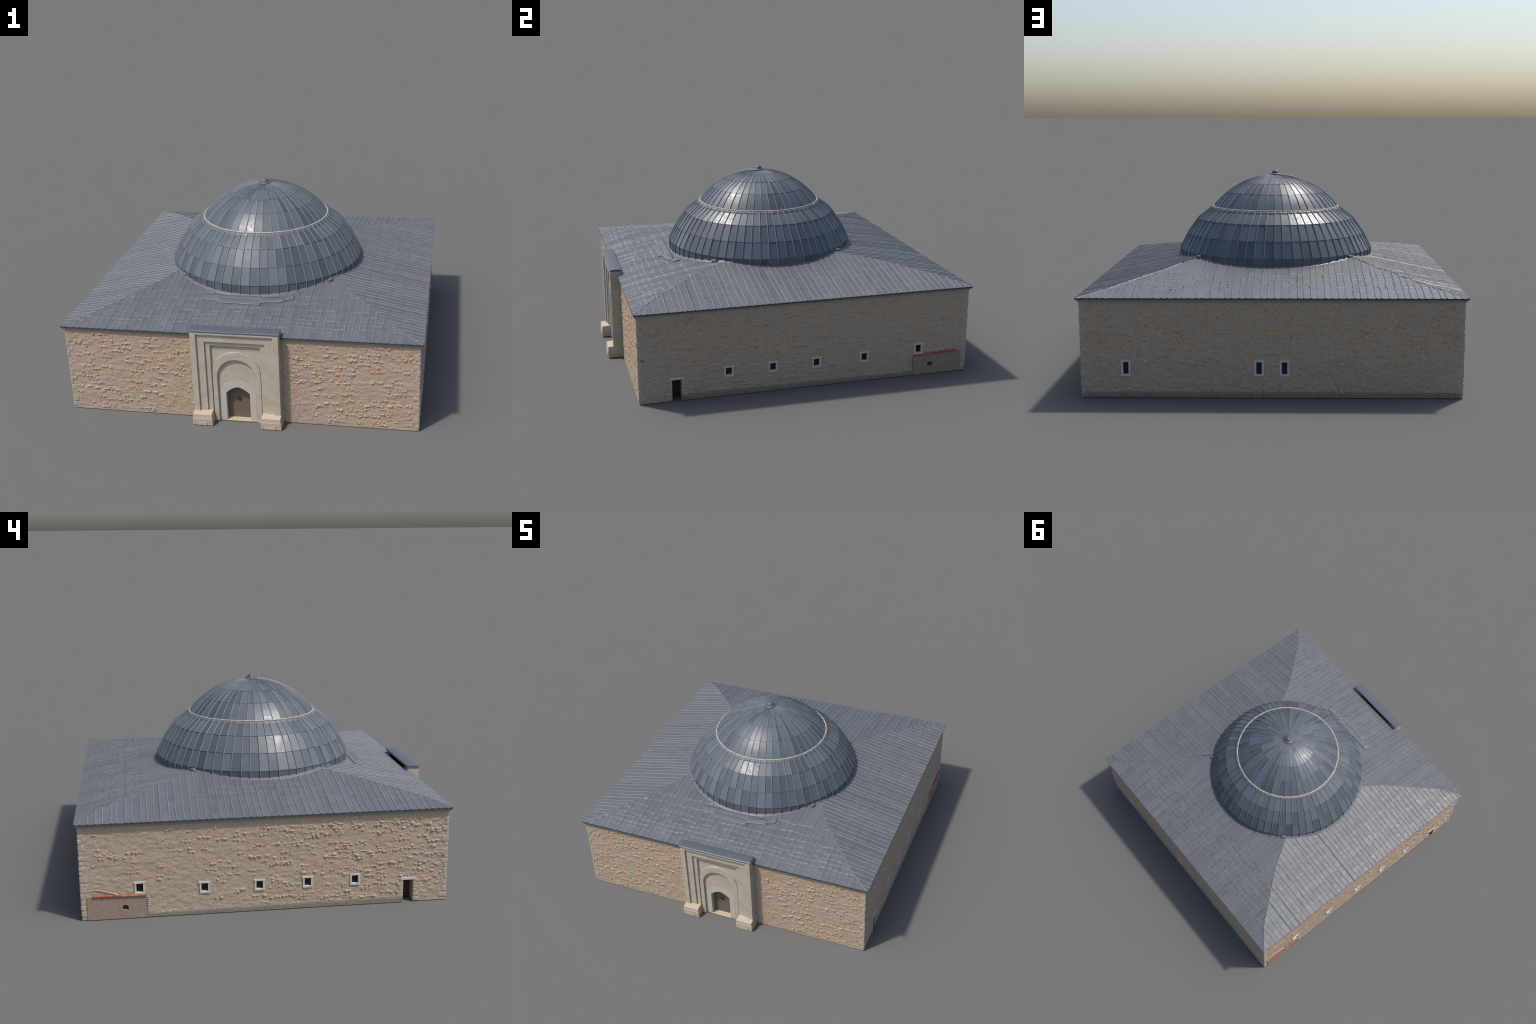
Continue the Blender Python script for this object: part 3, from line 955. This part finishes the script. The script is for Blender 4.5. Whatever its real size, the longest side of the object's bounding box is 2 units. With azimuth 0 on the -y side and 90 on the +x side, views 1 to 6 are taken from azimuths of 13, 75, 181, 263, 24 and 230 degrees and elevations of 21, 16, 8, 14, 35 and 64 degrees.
# ================================================================== WINDOWS AND SIDE DOORS
def out(sd, c, d, z):
    """point on a side wall: c along the wall, d outwards"""
    if sd == 2: return (c, WY1 + d, z)
    return ((WX + d) if sd == 1 else (-WX - d), c, z)
def slab(name, sd, c0, c1, d0, d1, z0, z1, mat, parent, bev=0.0):
    a = out(sd, c0, d0, z0); b = out(sd, c1, d1, z1)
    return box(name, min(a[0], b[0]), max(a[0], b[0]), min(a[1], b[1]), max(a[1], b[1]), z0, z1, mat, parent, bev)

def window(sd, c, z0, z1, hw, jamb, wide, bars_v, bars_h):
    W = empty("window", WALLS[sd])
    t = .0042
    zi0, zi1 = z0 + .010, z1 - .010
    if wide:
        slab("lintel", sd, c - hw - .0045, c + hw + .0045, -.014, t + .0012, zi1, z1, M_FRAME, W, .0008)
    else:
        slab("lintel", sd, c - hw, c + hw, -.014, t, zi1, z1, M_FRAME, W, .0008)
    slab("sill", sd, c - hw, c + hw, -.014, t + .0006, z0, zi0, M_FRAME, W, .0008)
    for sg in (-1, 1):
        a, b = c + sg * hw, c + sg * (hw - jamb)
        slab("jamb", sd, min(a, b), max(a, b), -.014, t, zi0 - .0002, zi1 + .0002, M_FRAME, W, .0008)
    slab("pane", sd, c - hw + .001, c + hw - .001, -.018, -.0135, z0 + .001, z1 - .001, M_GLASS, W)
    iw = hw - jamb
    for i in range(bars_v):
        x = c - iw + 2 * iw * (i + 1) / (bars_v + 1)
        slab("bar", sd, x - .0011, x + .0011, -.0115, -.0092, zi0, zi1, M_IRON, W)
    for i in range(bars_h):
        z = zi0 + (zi1 - zi0) * (i + 1) / (bars_h + 1)
        slab("bar", sd, c - iw, c + iw, -.0108, -.0086, z - .0010, z + .0010, M_IRON, W)
for sd in (1, 3):
    for i, (c, z0, z1) in enumerate(WIN_SIDE):
        window(sd, c, z0, z1, .0262, .0095, i != 0 or sd == 1, 2, 3 if i < 4 else 4)
    DR = empty("side_door", WALLS[sd])
    c = -.7025
    slab("door_leaf", sd, c - .030, c + .030, -.074, -.066, 0, .13, M_WOOD_DARK, DR)
    for i in range(3):
        a = c - .027 + .018 * i
        slab("plank", sd, a + .0005, a + .0175, -.067, -.0645, .002, .125, M_WOOD_DARK, DR, .0006)
    for sg in (-1, 1):
        a, b = c + sg * .0262, c + sg * .040
        slab("door_jamb", sd, min(a, b), max(a, b), -.074, .0014, 0, .121, M_QUOIN, DR, .0015)
    slab("door_lintel", sd, c - .0385, c + .040, -.074, .0045, .1205, .1345, M_FRAME, DR, .0012)
    # dressed blocks beside the door and toward the corner
    r2 = random.Random(5)
    for sg in (-1, 1):
        z = .004
        while z < .115:
            h = r2.uniform(.016, .026); L = r2.uniform(.016, .034)
            o = link(bpy.data.objects.new("jamb_stone", QM[r2.randrange(6)]))
            cc = c + sg * (.0268 + L / 2)
            p = out(sd, cc, -.006, z + h / 2)
            o.location = p; o.scale = (.0085 + r2.uniform(0, .0015), L / 2, h / 2 * .97); o.parent = DR
            z += h
    for i in range(26):
        cc = r2.uniform(-.90, -.755); z = r2.uniform(.02, .30); L = r2.uniform(.014, .032); h = r2.uniform(.009, .02)
        o = link(bpy.data.objects.new("dressed_stone", DM[r2.randrange(6)])); o.parent = WALLS[sd]
        o.location = out(sd, cc, -.006, z); o.scale = (.0078 + r2.uniform(0, .0022), L / 2, h / 2)
    slab("plaque", sd, -.893, -.876, -.004, .004, .243, .2505, M_SLATE, WALLS[sd], .0005)

    # ---- patched brick panel with tiled coping and niche
    BP = empty("brick_panel", WALLS[sd])
    yn, zn0, zn1, hn = .7625, .046, .0725, .0165
    # face made of strips around the niche
    t = .0050
    def outline():
        a = arch(hn, .058, zn1, 14, yn)
        return [(.656, .0), (.656, .116), (.951, .121), (.951, .0), (yn + hn, .0), ] + [(yn + hn, zn0)] + a[::-1] + [(yn - hn, zn0), (yn - hn, 0)]
    bm = bmesh.new()
    vs = [bm.verts.new(out(sd, c_, t, z_)) for c_, z_ in outline()]
    f = bm.faces.new(vs)
    r = bmesh.ops.extrude_face_region(bm, geom=[f])
    for g in r['geom']:
        if isinstance(g, bmesh.types.BMVert): g.co.x += (-.012 if sd == 1 else .012)
    bmesh.ops.recalc_face_normals(bm, faces=bm.faces)
    me = bpy.data.meshes.new("brick_face"); bm.to_mesh(me); bm.free(); me.materials.append(M_BRICKWORK)
    o = link(bpy.data.objects.new("brick_face", me)); o.parent = BP
    slab("brick_infill", sd, yn - hn - .0003, yn + hn + .0003, -.006, t + .0003, 0, zn0, M_BRICKWORK, BP)
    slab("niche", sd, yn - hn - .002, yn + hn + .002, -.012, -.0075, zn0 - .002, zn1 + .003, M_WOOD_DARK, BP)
    r2 = random.Random(9)
    nt_ = 30
    for i in range(nt_):
        c0 = .657 + .268 * i / nt_; c1 = .657 + .268 * (i + 1) / nt_
        zt = .1165 + .0065 * i / nt_ + r2.uniform(-.0008, .0008)
        v = [out(sd, c0 + .0002, .001, zt + .0095), out(sd, c1 - .0002, .001, zt + .0095),
             out(sd, c1 - .0002, .0105, zt + .0025), out(sd, c0 + .0002, .0105, zt + .0025),
             out(sd, c0 + .0002, .001, zt + .0005), out(sd, c1 - .0002, .001, zt + .0005),
             out(sd, c1 - .0002, .0105, zt - .0005), out(sd, c0 + .0002, .0105, zt - .0005),
             out(sd, (c0 + c1) / 2, .001, zt + .0115), out(sd, (c0 + c1) / 2, .0115, zt + .0045)]
        f = [(0, 8, 9, 3), (8, 1, 2, 9), (4, 7, 6, 5), (3, 9, 2, 6, 7), (0, 3, 7, 4), (1, 5, 6, 2)]
        o = mesh_obj("clay_tile", v, f, M_TILE[r2.randrange(3)], BP); fix_normals(o)
    # old roof scar: a slanting mortar ridge above the tiles
    path = [(.795, .127), (.83, .138), (.87, .150), (.905, .1585), (.925, .1560), (.935, .1535)]
    verts, faces = [], []
    K = 6
    for j, (c_, z_) in enumerate(path):
        for k in range(K):
            q = math.pi * k / (K - 1)
            verts.append(out(sd, c_, -.001 + .0050 * math.sin(q), z_ + .0022 * math.cos(q)))
    for j in range(len(path) - 1):
        for k in range(K - 1):
            faces.append((j * K + k, j * K + k + 1, (j + 1) * K + k + 1, (j + 1) * K + k))
    o = mesh_obj("mortar_ridge", verts, faces, M_STONE[0], WALLS[sd], smooth=True); fix_normals(o)
    # column of lighter stones closing the panel
    for i in range(8):
        o = link(bpy.data.objects.new("edge_stone", QM[i % 6])); o.parent = BP
        o.location = out(sd, .647, -.003, .030 + .0112 * i); o.scale = (.0068, .0062, .0044)

for c in WIN_BACK:
    window(2, c, .110, .192, .0245, .0110, False, 1, 5)
# big round boulder low in the back wall
me = block_mesh("boulder", .0085, .006, .013, M_STONE[2], 4, .08, 2.3, 5)
o = link(bpy.data.objects.new("boulder", me)); o.location = (-.348, WY1 + .001, .031); o.rotation_euler = (0, .25, 0); o.parent = WALLS[2]
